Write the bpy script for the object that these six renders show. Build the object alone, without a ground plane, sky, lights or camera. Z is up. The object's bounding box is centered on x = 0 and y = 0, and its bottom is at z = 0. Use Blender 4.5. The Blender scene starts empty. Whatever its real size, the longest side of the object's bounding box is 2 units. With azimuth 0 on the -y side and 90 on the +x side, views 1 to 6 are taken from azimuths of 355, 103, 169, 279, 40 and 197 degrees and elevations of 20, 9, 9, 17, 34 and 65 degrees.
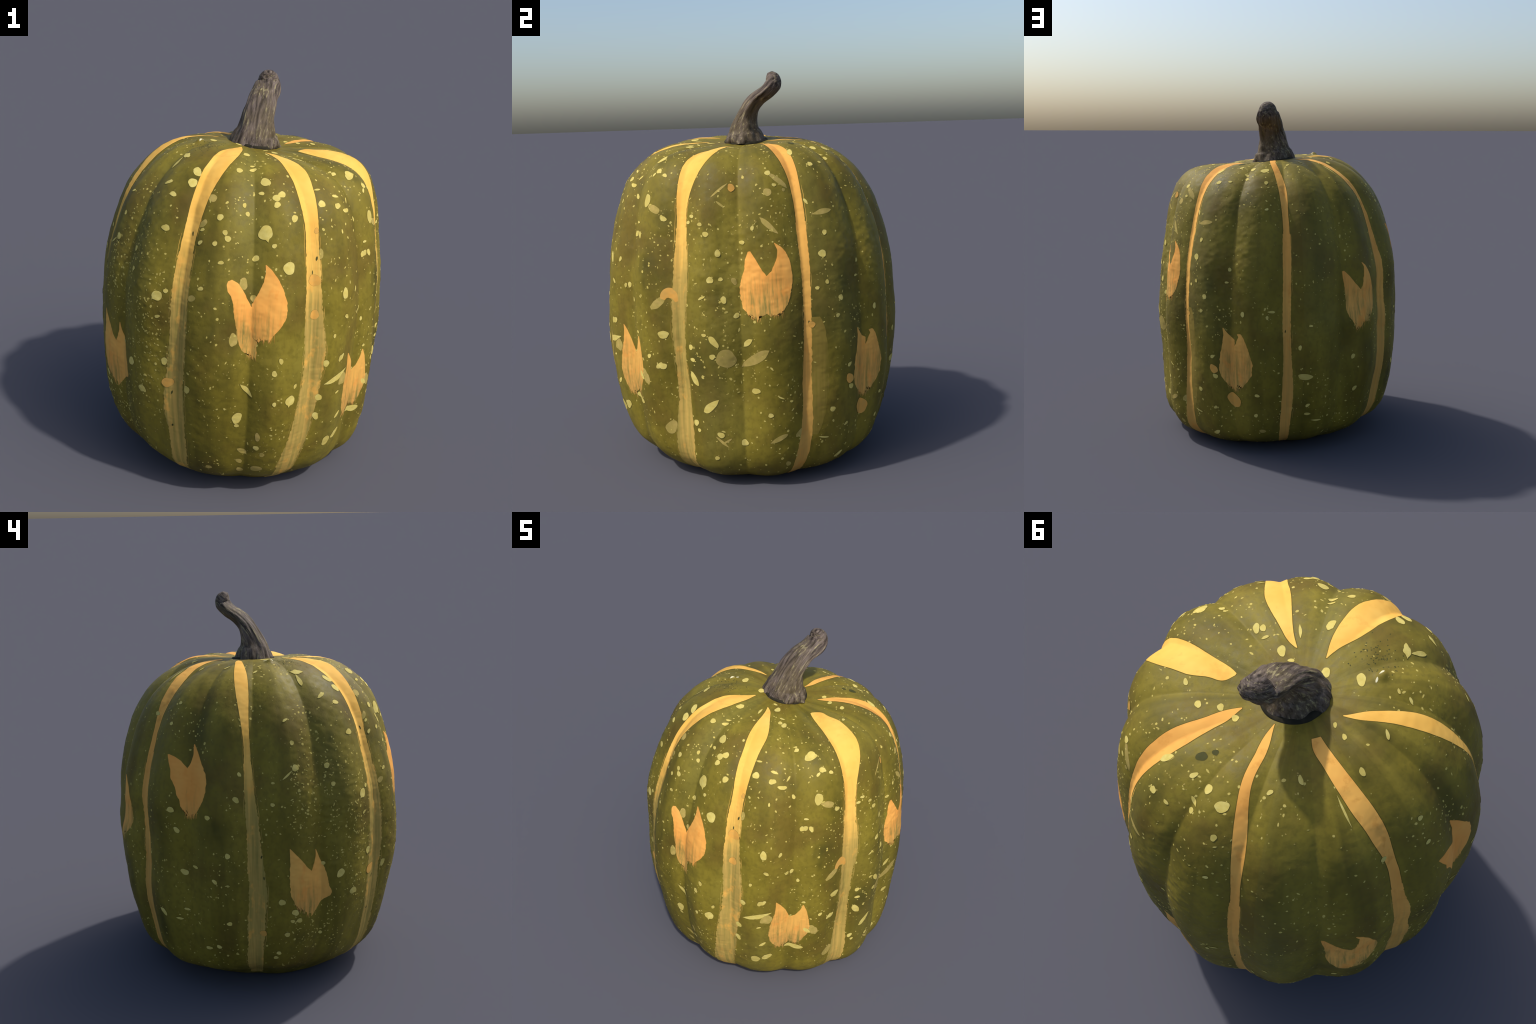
"""A tall, ribbed decorative gourd pumpkin: olive rind with fourteen ribs, seven brushed orange
stripes in every second groove, a two-petalled orange flame mark between the stripes, pale paint
dabs and fine speckles, and a dry curled brown stem.

Surface coordinates used everywhere: azimuth (0 = -y, 90 = +x) and elevation phi, both in degrees,
seen from the inner point CENTRE."""
import bpy, math, random
import numpy as np

random.seed(7)
RNG = np.random.default_rng(7)
CENTRE = np.array([0.0, 0.0, 0.82])

# ------------------------------------------------------------------ body shape
# main profile: distance from CENTRE at each elevation
PROFILE_PHI = [-90, -75, -62, -54, -47, -38, -25, -10, 5, 18, 28, 36, 43, 49, 56, 65, 78, 90]
PROFILE_R = [0.8000, 0.9207, 0.9512, 0.9479, 0.9521, 0.9001, 0.8165, 0.7623, 0.7487, 0.7746, 0.8031, 0.8366, 0.8733, 0.8998, 0.9129, 0.9010, 0.8533, 0.8250]
# slow lean, oval, three- and four-sided deviation of the round section (cosine, sine) against elevation
WARP_PHI = [-90, -65, -50, -40, -25, -5, 20, 42, 55, 68, 80, 90]
WARP = {
    1: ([0.0797, 0.0339, -0.0184, -0.0161, -0.0048, -0.0022, -0.0027, 0.0030, 0.0127, 0.0138, 0.0073, -0.0144],
        [0.0289, 0.0397, 0.0536, 0.0268, 0.0047, 0.0026, 0.0008, 0.0272, 0.0332, -0.0482, -0.1163, -0.1229]),
    2: ([-0.0064, -0.0018, -0.0014, 0.0017, 0.0147, 0.0185, 0.0175, 0.0031, -0.0065, 0.0079, 0.0015, -0.0076],
        [-0.0094, -0.0077, -0.0081, -0.0113, -0.0067, -0.0166, -0.0086, -0.0071, -0.0101, -0.0217, -0.0086, 0.0134]),
    3: ([-0.0115, -0.0010, 0.0127, 0.0094, 0.0031, 0.0051, 0.0012, 0.0015, 0.0040, 0.0039, -0.0099, -0.0013],
        [-0.0036, -0.0066, -0.0045, 0.0044, 0.0062, 0.0020, 0.0014, -0.0011, -0.0049, 0.0037, 0.0007, 0.0120]),
    4: ([-0.0044, -0.0039, -0.0011, -0.0002, -0.0010, 0.0090, -0.0030, -0.0014, 0.0004, 0.0027, -0.0049, 0.0055],
        [0.0087, 0.0123, -0.0011, -0.0002, 0.0041, -0.0004, -0.0018, 0.0001, -0.0058, -0.0032, -0.0074, 0.0086]),
}
# ribs: groove azimuths (stripe groove, flame groove, ...) and rib height against elevation
GROOVES = np.array([22.3, 48.5, 75.0, 100.5, 124.3, 149.5, 173.0, 199.0, 225.0, 251.0, 278.0, 304.5, 333.2, 359.2])
RIB_PHI = [-90, -60, -45, -20, 20, 45, 65, 90]
RIB_H = [0.0000, 0.0120, 0.0280, 0.0425, 0.0370, 0.0470, 0.0292, -0.0139]
# each groove is a little deeper or shallower than the rule, against elevation
GROOVE_PHI = [-90, -40, 0, 40, 70, 90]
GROOVE_DEPTH = [
    [0.0053, -0.0004, -0.0053, 0.0103, 0.0100, 0.0018],
    [-0.0127, -0.0050, 0.0152, 0.0010, -0.0022, -0.0017],
    [0.0060, -0.0143, -0.0137, -0.0191, -0.0138, -0.0004],
    [-0.0043, -0.0115, -0.0080, -0.0005, 0.0019, -0.0019],
    [-0.0042, -0.0009, 0.0042, -0.0035, 0.0039, 0.0016],
    [0.0077, 0.0086, 0.0028, 0.0071, 0.0055, 0.0004],
    [0.0031, -0.0076, -0.0160, -0.0122, 0.0001, 0.0018],
    [-0.0095, -0.0145, -0.0180, -0.0117, -0.0019, 0.0017],
    [-0.0032, -0.0071, -0.0016, -0.0041, -0.0039, 0.0007],
    [0.0120, 0.0153, -0.0005, -0.0019, -0.0049, -0.0019],
    [-0.0123, -0.0062, -0.0016, -0.0071, -0.0049, -0.0001],
    [0.0029, 0.0038, 0.0016, -0.0071, -0.0040, -0.0007],
    [0.0053, 0.0190, 0.0025, -0.0083, -0.0003, -0.0004],
    [-0.0037, -0.0097, -0.0040, -0.0110, -0.0143, 0.0017],
]



# local swellings and dents: azimuth, elevation, spread in azimuth, spread in elevation, height
SWELLS = [(51, 21, 6, 9, -0.020), (70.5, 23, 5, 9, -0.015), (29, 0, 6, 8, 0.024), (45, -18, 7, 10, -0.021),
          (71.5, -31, 6, 10, -0.019), (95.5, 24, 3, 8, -0.010), (87.5, -46, 12, 5, 0.012), (125, -20, 5, 12, -0.018),
          (129, -41, 6, 5, -0.010), (146, 12, 4, 8, -0.013), (165, -24, 6, 6, 0.016), (167.4, 29, 2.5, 6, 0.010),
          (220, 30, 10, 15, -0.024), (209, -4, 12, 5, 0.021), (145, -38, 7, 5, -0.013), (221.7, -37, 6, 6, -0.013),
          (253, 19, 4, 7, -0.012), (252, -33, 6, 6, -0.013), (263, -22, 5, 5, 0.006), (327, 3, 5, 16, -0.018),
          (326.6, -34, 7, 6, -0.010), (313.5, -28, 5, 5, 0.010), (352.4, 9, 4, 7, -0.013), (9, -21, 5, 6, 0.010),
          (185, -50, 22, 5, 0.012), (46, -34, 6, 6, -0.012), (1, -29, 5, 6, 0.009)]


def spline(xk, yk):
    """natural cubic spline through control points"""
    xk, yk = np.asarray(xk, float), np.asarray(yk, float)
    n, h = len(xk), np.diff(xk)
    A, b = np.eye(n), np.zeros(n)
    for i in range(1, n - 1):
        A[i, i - 1:i + 2] = h[i - 1], 2 * (h[i - 1] + h[i]), h[i]
        b[i] = 6 * ((yk[i + 1] - yk[i]) / h[i] - (yk[i] - yk[i - 1]) / h[i - 1])
    m = np.linalg.solve(A, b)

    def f(x):
        x = np.clip(x, xk[0], xk[-1])
        i = np.clip(np.searchsorted(xk, x) - 1, 0, n - 2)
        a = (xk[i + 1] - x) / h[i]
        c = 1 - a
        return a * yk[i] + c * yk[i + 1] + ((a ** 3 - a) * m[i] + (c ** 3 - c) * m[i + 1]) * h[i] ** 2 / 6
    return f


profile = spline(PROFILE_PHI, PROFILE_R)
warp = {k: (spline(WARP_PHI, c), spline(WARP_PHI, s)) for k, (c, s) in WARP.items()}
rib_height = spline(RIB_PHI, RIB_H)
groove_depth = [spline(GROOVE_PHI, d) for d in GROOVE_DEPTH]
LATTICE = RNG.random((32, 32, 32))


def noise(P, scale):
    """smooth value noise, about -1..1"""
    q = np.asarray(P) * scale
    i = np.floor(q).astype(int)
    f = q - i
    f = f * f * (3 - 2 * f)
    v = 0.0
    for dx in (0, 1):
        for dy in (0, 1):
            for dz in (0, 1):
                wgt = ((f[..., 0] if dx else 1 - f[..., 0]) * (f[..., 1] if dy else 1 - f[..., 1])
                       * (f[..., 2] if dz else 1 - f[..., 2]))
                v = v + wgt * LATTICE[(i[..., 0] + dx) % 32, (i[..., 1] + dy) % 32, (i[..., 2] + dz) % 32]
    return v * 2 - 1


def rib(az):
    a = np.mod(az, 360.0)
    g = np.concatenate([[GROOVES[-1] - 360], GROOVES, [GROOVES[0] + 360]])
    i = np.clip(np.searchsorted(g, a) - 1, 0, len(g) - 2)
    t = (a - g[i]) / (g[i + 1] - g[i])
    s = np.sin(np.pi * t)
    return (s * s + 0.006) ** 0.375 - 0.67


def surface(az, phi):
    """points of the rind for azimuth and elevation arrays (degrees)"""
    az, phi = np.broadcast_arrays(np.asarray(az, float), np.asarray(phi, float))
    ra, rp = np.radians(az), np.radians(phi)
    c = np.cos(rp)
    r = profile(phi)
    for k, (fc, fs) in warp.items():
        r = r + (fc(phi) * np.cos(k * ra) + fs(phi) * np.sin(k * ra)) * c
    r = r + rib_height(phi) * rib(az) * c
    for g, depth in zip(GROOVES, groove_depth):
        off = np.mod(az - g + 180, 360) - 180
        r = r + depth(phi) * c * np.exp(-0.5 * (off / 6.0) ** 2)
    for a0, p0, wa, wp, h in SWELLS:
        off = np.mod(az - a0 + 180, 360) - 180
        r = r + h * np.exp(-0.5 * (off / wa) ** 2 - 0.5 * ((phi - p0) / wp) ** 2)
    P = CENTRE + np.stack([r * c * np.sin(ra), -r * c * np.cos(ra), r * np.sin(rp)], -1)
    # soft lumps of the rind; rougher on the shaded front ribs
    d = (P - CENTRE) / r[..., None]
    lump = noise(P + 3.1, 9.0) * 0.0026 + noise(P + 7.7, 24.0) * 0.0015 + noise(P * [1, 1, 1.7] + 4.2, 48.0) * 0.0006
    rough = np.exp(-((np.mod(az - 308 + 180, 360) - 180) / 14) ** 2) * np.exp(-((phi - 20) / 30) ** 2)
    rough = rough + 0.9 * np.exp(-((az - 150) / 14) ** 2) * np.exp(-((phi - 25) / 22) ** 2)
    rough = rough + 0.8 * np.exp(-((az - 98) / 12) ** 2) * np.exp(-((phi - 20) / 25) ** 2)
    lump = lump + rough * noise(P * [1, 1, 1.6] + 1.3, 36.0) * 0.0026
    # pimple beside the stem where a glue thread sits
    da = (np.mod(az - 295.5 + 180, 360) - 180) * np.pi / 180 * r * c
    dp = (phi - 72.2) * np.pi / 180 * r
    lump = lump + 0.017 * np.exp(-(da ** 2 + dp ** 2) / (2 * 0.014 ** 2))
    P = P + d * lump[..., None]
    # flat foot: everything below 3 cm is eased onto the ground
    z = P[..., 2]
    P[..., 2] = np.where(z < 0.03, 0.03 * np.exp((np.minimum(z, 0.03) - 0.03) / 0.03), z)
    return P


def normals(az, phi):
    e = 0.12
    E = surface(az + e, phi) - surface(az - e, phi)
    N = surface(az, phi + e) - surface(az, phi - e)
    n = np.cross(E, N)
    return n / (np.linalg.norm(n, axis=-1, keepdims=True) + 1e-12)


def raised(az, phi, lift):
    """points lifted off the rind along its normal, and those normals"""
    n = normals(az, phi)
    return surface(az, phi) + n * np.asarray(lift)[..., None], n


# ------------------------------------------------------------------ mesh helpers
ROOT = bpy.data.objects.new("decorative_pumpkin", None)
bpy.context.scene.collection.objects.link(ROOT)
ROOT["label"] = "tall ribbed green pumpkin with orange stripes, pale speckles and curled stem"
ROOT["category"] = "pumpkin"
ROOT.empty_display_size = 0.3


def add_mesh(name, verts, faces, material, parent=None, smooth=True, rim=None, shade=None):
    me = bpy.data.meshes.new(name)
    me.from_pydata([tuple(v) for v in np.asarray(verts)], [], [tuple(int(i) for i in f) for f in faces])
    me.validate()
    if smooth:
        me.polygons.foreach_set("use_smooth", [True] * len(me.polygons))
    me.materials.append(material)
    if rim is not None:                                  # dark outline painted around the coat, after sharpening halos in the scanned texture
        me.materials.append(RIM)
        me.polygons.foreach_set("material_index", [int(k) for k in rim])
    if shade is not None:                                # thin paint is shaded like the rind below it
        me.normals_split_custom_set_from_vertices([tuple(k) for k in np.asarray(shade).reshape(-1, 3)])
    ob = bpy.data.objects.new(name, me)
    bpy.context.scene.collection.objects.link(ob)
    ob.parent = parent or ROOT
    return ob


def grid_faces(rows, cols, start=0, wrap=False):
    f = []
    for i in range(rows - 1):
        for j in range(cols if wrap else cols - 1):
            k = (j + 1) % cols
            f.append((start + i * cols + j, start + i * cols + k, start + (i + 1) * cols + k, start + (i + 1) * cols + j))
    return f


# ------------------------------------------------------------------ materials
class Tree:
    def __init__(self, name):
        self.mat = bpy.data.materials.new(name)
        self.mat.use_nodes = True
        self.nt = self.mat.node_tree
        self.bsdf = self.nt.nodes["Principled BSDF"]
        self.co = self.new("ShaderNodeTexCoord").outputs["Object"]

    def new(self, kind, **kw):
        n = self.nt.nodes.new(kind)
        for k, v in kw.items():
            setattr(n, k, v)
        return n

    def link(self, a, b):
        self.nt.links.new(a, b)

    def put(self, socket, v):
        if isinstance(v, bpy.types.NodeSocket):
            self.link(v, socket)
        else:
            socket.default_value = v

    def math(self, op, a, b=0.0, clamp=False):
        n = self.new("ShaderNodeMath", operation=op, use_clamp=clamp)
        self.put(n.inputs[0], a)
        self.put(n.inputs[1], b)
        return n.outputs[0]

    def ramp(self, v, stops, mode="LINEAR"):
        n = self.new("ShaderNodeValToRGB")
        n.color_ramp.interpolation = mode
        while len(n.color_ramp.elements) < len(stops):
            n.color_ramp.elements.new(0.5)
        for e, (p, c) in zip(n.color_ramp.elements, stops):
            e.position = p
            e.color = (*c, 1) if not isinstance(c, (int, float)) else (c, c, c, 1)
        self.put(n.inputs[0], v)
        return n.outputs[0]

    def noise(self, scale=5.0, stretch=(1, 1, 1), detail=4.0, rough=0.55, shift=(0, 0, 0), vec=None):
        m = self.new("ShaderNodeMapping")
        m.inputs["Scale"].default_value = stretch
        m.inputs["Location"].default_value = shift
        self.link(vec or self.co, m.inputs[0])
        n = self.new("ShaderNodeTexNoise")
        n.inputs["Scale"].default_value = scale
        n.inputs["Detail"].default_value = detail
        n.inputs["Roughness"].default_value = rough
        self.link(m.outputs[0], n.inputs["Vector"])
        return n.outputs["Fac"]

    def mix(self, fac, a, b, mode="MIX"):
        n = self.new("ShaderNodeMix", data_type="RGBA", blend_type=mode)
        self.put(n.inputs[0], fac)
        self.put(n.inputs[6], a if isinstance(a, bpy.types.NodeSocket) else (*a, 1))
        self.put(n.inputs[7], b if isinstance(b, bpy.types.NodeSocket) else (*b, 1))
        return n.outputs[2]

    def xyz(self):
        s = self.new("ShaderNodeSeparateXYZ")
        self.link(self.co, s.inputs[0])
        return s.outputs

    def cylinder(self):
        """(azimuth x 0.7 m, 0, height): coordinates that let streaks run up and down the rind"""
        x, y, z = self.xyz()
        a = self.math("MULTIPLY", self.math("ARCTAN2", x, self.math("MULTIPLY", y, -1.0)), 0.7)
        c = self.new("ShaderNodeCombineXYZ")
        self.link(a, c.inputs[0])
        self.link(z, c.inputs[2])
        return c.outputs[0]

    def finish(self, colour, rough, bump=None, strength=0.2, dist=0.003, spec=0.4):
        self.put(self.bsdf.inputs["Base Color"], colour)
        self.put(self.bsdf.inputs["Roughness"], rough)
        self.bsdf.inputs["Specular IOR Level"].default_value = spec
        if bump is not None:
            b = self.new("ShaderNodeBump")
            b.inputs["Strength"].default_value = strength
            b.inputs["Distance"].default_value = dist
            self.link(bump, b.inputs["Height"])
            self.link(b.outputs[0], self.bsdf.inputs["Normal"])
        return self.mat


def rind_material():
    t = Tree("rind_olive")
    cyl = t.cylinder()
    broad = t.noise(3.2, (1, 1, 0.7), 4, 0.55)
    streak = t.noise(7.0, (1, 1, 0.16), 3, 0.5, vec=cyl)
    fine = t.noise(46.0, (1, 1, 0.8), 4, 0.6)
    base = t.ramp(broad, [(0.32, OLIVE_DARK), (0.46, OLIVE), (0.64, OLIVE_BRIGHT)])
    base = t.mix(t.math("MULTIPLY", t.ramp(streak, [(0.45, 0.0), (0.66, 1.0)]), 0.6), base, OLIVE_YELLOW)
    shade = t.noise(9.0, (1, 1, 0.13), 3, 0.5, (2, 0, 5), vec=cyl)
    base = t.mix(t.math("MULTIPLY", t.ramp(shade, [(0.5, 0.0), (0.68, 1.0)]), 0.5), base, OLIVE_DARK)
    brown = t.ramp(t.noise(4.3, (1, 1, 0.8), 5, 0.6, (4, 2, 1)), [(0.47, 0.0), (0.66, 1.0)])
    base = t.mix(t.math("MULTIPLY", brown, 0.55), base, OLIVE_BROWN)
    grey = t.ramp(t.noise(2.6, (1, 1, 0.25), 3, 0.5, (1, 7, 3), vec=cyl), [(0.56, 0.0), (0.72, 1.0)])
    base = t.mix(t.math("MULTIPLY", grey, 0.35), base, OLIVE_GREY)
    base = t.mix(t.ramp(fine, [(0.36, 0.28), (0.52, 0.0)]), base, OLIVE_DARK)
    # finest pin-prick flecks
    vor = t.new("ShaderNodeTexVoronoi")
    vor.inputs["Scale"].default_value = 52.0
    t.link(t.co, vor.inputs["Vector"])
    pick = t.math("LESS_THAN", vor.outputs["Distance"], 0.13)
    sep = t.new("ShaderNodeSeparateColor")
    t.link(vor.outputs["Color"], sep.inputs[0])
    pick = t.math("MULTIPLY", pick, t.math("LESS_THAN", sep.outputs[0], 0.30))
    base = t.mix(t.math("MULTIPLY", pick, 0.55), base, SPECK)
    rough = t.ramp(fine, [(0.3, 0.50), (0.7, 0.66)])
    return t.finish(base, rough, fine, 0.22, 0.005, 0.18)


def paint_material(name, top, low, thin, fade, spots, run=0.035):
    """brushed paint: streaks run up and down; fade = (height where it is thin, height where it is full)"""
    t = Tree(name)
    cyl = t.cylinder()
    hair = t.noise(60.0, (1, 1, run), 4, 0.65, vec=cyl)
    broad = t.noise(6.0, (1, 1, 0.5), 3, 0.5)
    x, y, z = t.xyz()
    h = t.math("ADD", z, t.math("MULTIPLY", t.math("SUBTRACT", broad, 0.5), 0.5))
    h = t.math("ADD", h, t.math("MULTIPLY", t.math("SUBTRACT", hair, 0.5), 0.45))
    full = t.new("ShaderNodeMapRange")
    full.inputs[1].default_value, full.inputs[2].default_value = fade
    full.interpolation_type = "SMOOTHSTEP"
    t.link(h, full.inputs[0])
    body = t.mix(t.ramp(broad, [(0.35, 0.0), (0.65, 1.0)]), top[0], top[1])
    worn = t.mix(t.ramp(hair, [(0.36, 0.0), (0.6, 1.0)]), thin, low)
    colour = t.mix(full.outputs[0], worn, body)
    dirt = t.ramp(t.noise(20.0, (1, 1, 0.6), 4, 0.6), [(0.56, 0.0), (0.68, 1.0)])
    colour = t.mix(t.math("MULTIPLY", dirt, 0.6), colour, spots)
    return t.finish(colour, 0.7, hair, 0.12, 0.003, 0.12)


def flat_paint(name, a, b, rough=0.7):
    t = Tree(name)
    n = t.noise(38.0, (1, 1, 1), 3, 0.6)
    info = t.new("ShaderNodeObjectInfo").outputs["Random"]
    c = t.mix(t.ramp(n, [(0.38, 0.0), (0.66, 1.0)]), a, b)
    dark = tuple(0.72 * k for k in a)
    c = t.mix(t.math("MULTIPLY", t.ramp(info, [(0.45, 0.0), (1.0, 1.0)]), 0.45), c, dark)
    return t.finish(c, rough, n, 0.12, 0.002, 0.12)


def stem_material():
    t = Tree("stem_bark")
    # shear the coordinates along the leaning stem so that fibres run from foot to tip
    x, y, z = t.xyz()
    h = t.math("SUBTRACT", z, 1.65)
    c = t.new("ShaderNodeCombineXYZ")
    t.link(t.math("SUBTRACT", x, t.math("MULTIPLY", h, 0.25)), c.inputs[0])
    t.link(t.math("SUBTRACT", y, t.math("MULTIPLY", h, t.math("MULTIPLY", h, 2.3))), c.inputs[1])
    t.link(z, c.inputs[2])
    fib = c.outputs[0]
    grain = t.noise(52.0, (1, 1, 0.16), 5, 0.6, vec=fib)
    fleck = t.noise(95.0, (1, 1, 0.14), 3, 0.6, (3, 1, 9), vec=fib)
    clump = t.noise(16.0, (1, 1, 0.6), 3, 0.6, (5, 5, 5))
    fleck = t.math("ADD", fleck, t.math("MULTIPLY", t.math("SUBTRACT", clump, 0.5), 0.35))
    c = t.ramp(grain, [(0.36, (0.022, 0.016, 0.012)), (0.50, (0.085, 0.064, 0.051)), (0.70, (0.175, 0.138, 0.115))])
    c = t.mix(t.ramp(t.noise(5.0, (1, 1, 1), 3), [(0.48, 0.0), (0.66, 0.55)]), c, (0.10, 0.075, 0.035))
    c = t.mix(t.ramp(fleck, [(0.56, 0.0), (0.72, 0.7)]), c, (0.36, 0.31, 0.155))
    c = t.mix(t.ramp(fleck, [(0.30, 0.7), (0.40, 0.0)]), c, (0.02, 0.014, 0.010))
    hh = t.math("ADD", grain, t.math("MULTIPLY", fleck, 0.6))
    return t.finish(c, 0.7, hh, 0.55, 0.006, 0.2)


OLIVE_DARK = (0.0763, 0.0642, 0.0088)
OLIVE = (0.1525, 0.1200, 0.0130)
OLIVE_BRIGHT = (0.2083, 0.1637, 0.0181)
OLIVE_YELLOW = (0.2325, 0.1823, 0.0233)
OLIVE_BROWN = (0.1097, 0.0688, 0.0121)
OLIVE_GREY = (0.1348, 0.1283, 0.0316)
SPECK = (0.42, 0.36, 0.10)

RIND = rind_material()
STRIPE_WORN = paint_material("stripe_worn_paint", ((0.76, 0.41, 0.075), (0.84, 0.50, 0.11)), (0.45, 0.30, 0.075),
                             (0.28, 0.22, 0.052), (0.95, 1.42), (0.70, 0.36, 0.07))
STRIPE_FULL = paint_material("stripe_paint", ((0.70, 0.33, 0.07), (0.80, 0.42, 0.09)), (0.58, 0.31, 0.07),
                             (0.46, 0.27, 0.065), (0.6, 1.3), (0.60, 0.27, 0.05))
FLAME = paint_material("flame_paint", ((0.78, 0.33, 0.065), (0.80, 0.40, 0.09)), (0.62, 0.33, 0.08),
                       (0.26, 0.20, 0.048), (0.76, 1.10), (0.75, 0.30, 0.055), 0.10)
FLAME_LOW = paint_material("flame_thin_paint", ((0.68, 0.33, 0.07), (0.70, 0.38, 0.085)), (0.58, 0.31, 0.08),
                           (0.24, 0.19, 0.045), (0.32, 0.74), (0.68, 0.28, 0.055), 0.10)
SMEAR = paint_material("smear_thin_paint", ((0.20, 0.145, 0.028), (0.215, 0.155, 0.030)), (0.20, 0.145, 0.028),
                       (0.155, 0.122, 0.018), (0.4, 1.0), (0.20, 0.14, 0.03))
DAB = {
    "pale": flat_paint("dab_pale_yellow", (0.54, 0.43, 0.105), (0.60, 0.50, 0.15)),
    "faint": flat_paint("dab_faint_green", (0.34, 0.265, 0.065), (0.42, 0.31, 0.09)),
    "orange": flat_paint("dab_orange", (0.62, 0.32, 0.065), (0.54, 0.31, 0.075)),
    "dark": flat_paint("dab_dark", (0.055, 0.055, 0.015), (0.07, 0.065, 0.018)),
}
DAB["tailed"] = DAB["pale"]
STEM = stem_material()
GAP_SHADE = flat_paint("gap_shade_dark", (0.018, 0.016, 0.010), (0.03, 0.026, 0.016), 0.8)  # near-black colour standing for shade in the gap under the stem
RIM = flat_paint("rim_dark_olive", (0.10, 0.078, 0.013), (0.12, 0.09, 0.014), 0.8)
GLUE = flat_paint("glue_white", (0.60, 0.55, 0.32), (0.68, 0.64, 0.44), 0.4)

# ------------------------------------------------------------------ rind
COLS, ROWS = 14 * 64, 420
phi = np.linspace(-90, 90, ROWS)
ease = 0.5 - 0.5 * np.cos(np.pi * np.linspace(0, 1, 64, endpoint=False))      # columns crowd towards the grooves
ease = 0.6 * ease + 0.4 * np.linspace(0, 1, 64, endpoint=False)
ends = np.r_[GROOVES[1:], GROOVES[0] + 360]
az = np.concatenate([g0 + (g1 - g0) * ease for g0, g1 in zip(GROOVES, ends)])
A, Q = np.meshgrid(az, phi[1:-1])
verts = surface(A, Q).reshape(-1, 3)
faces = grid_faces(ROWS - 2, COLS, 0, True)
south, north = len(verts), len(verts) + 1
verts = np.vstack([verts, surface(np.array([0.0]), np.array([-90.0])), surface(np.array([0.0]), np.array([90.0]))])
faces += [(south, (j + 1) % COLS, j) for j in range(COLS)]
last = (ROWS - 3) * COLS
faces += [(north, last + j, last + (j + 1) % COLS) for j in range(COLS)]
rind = add_mesh("rind", verts, faces, RIND)

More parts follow.
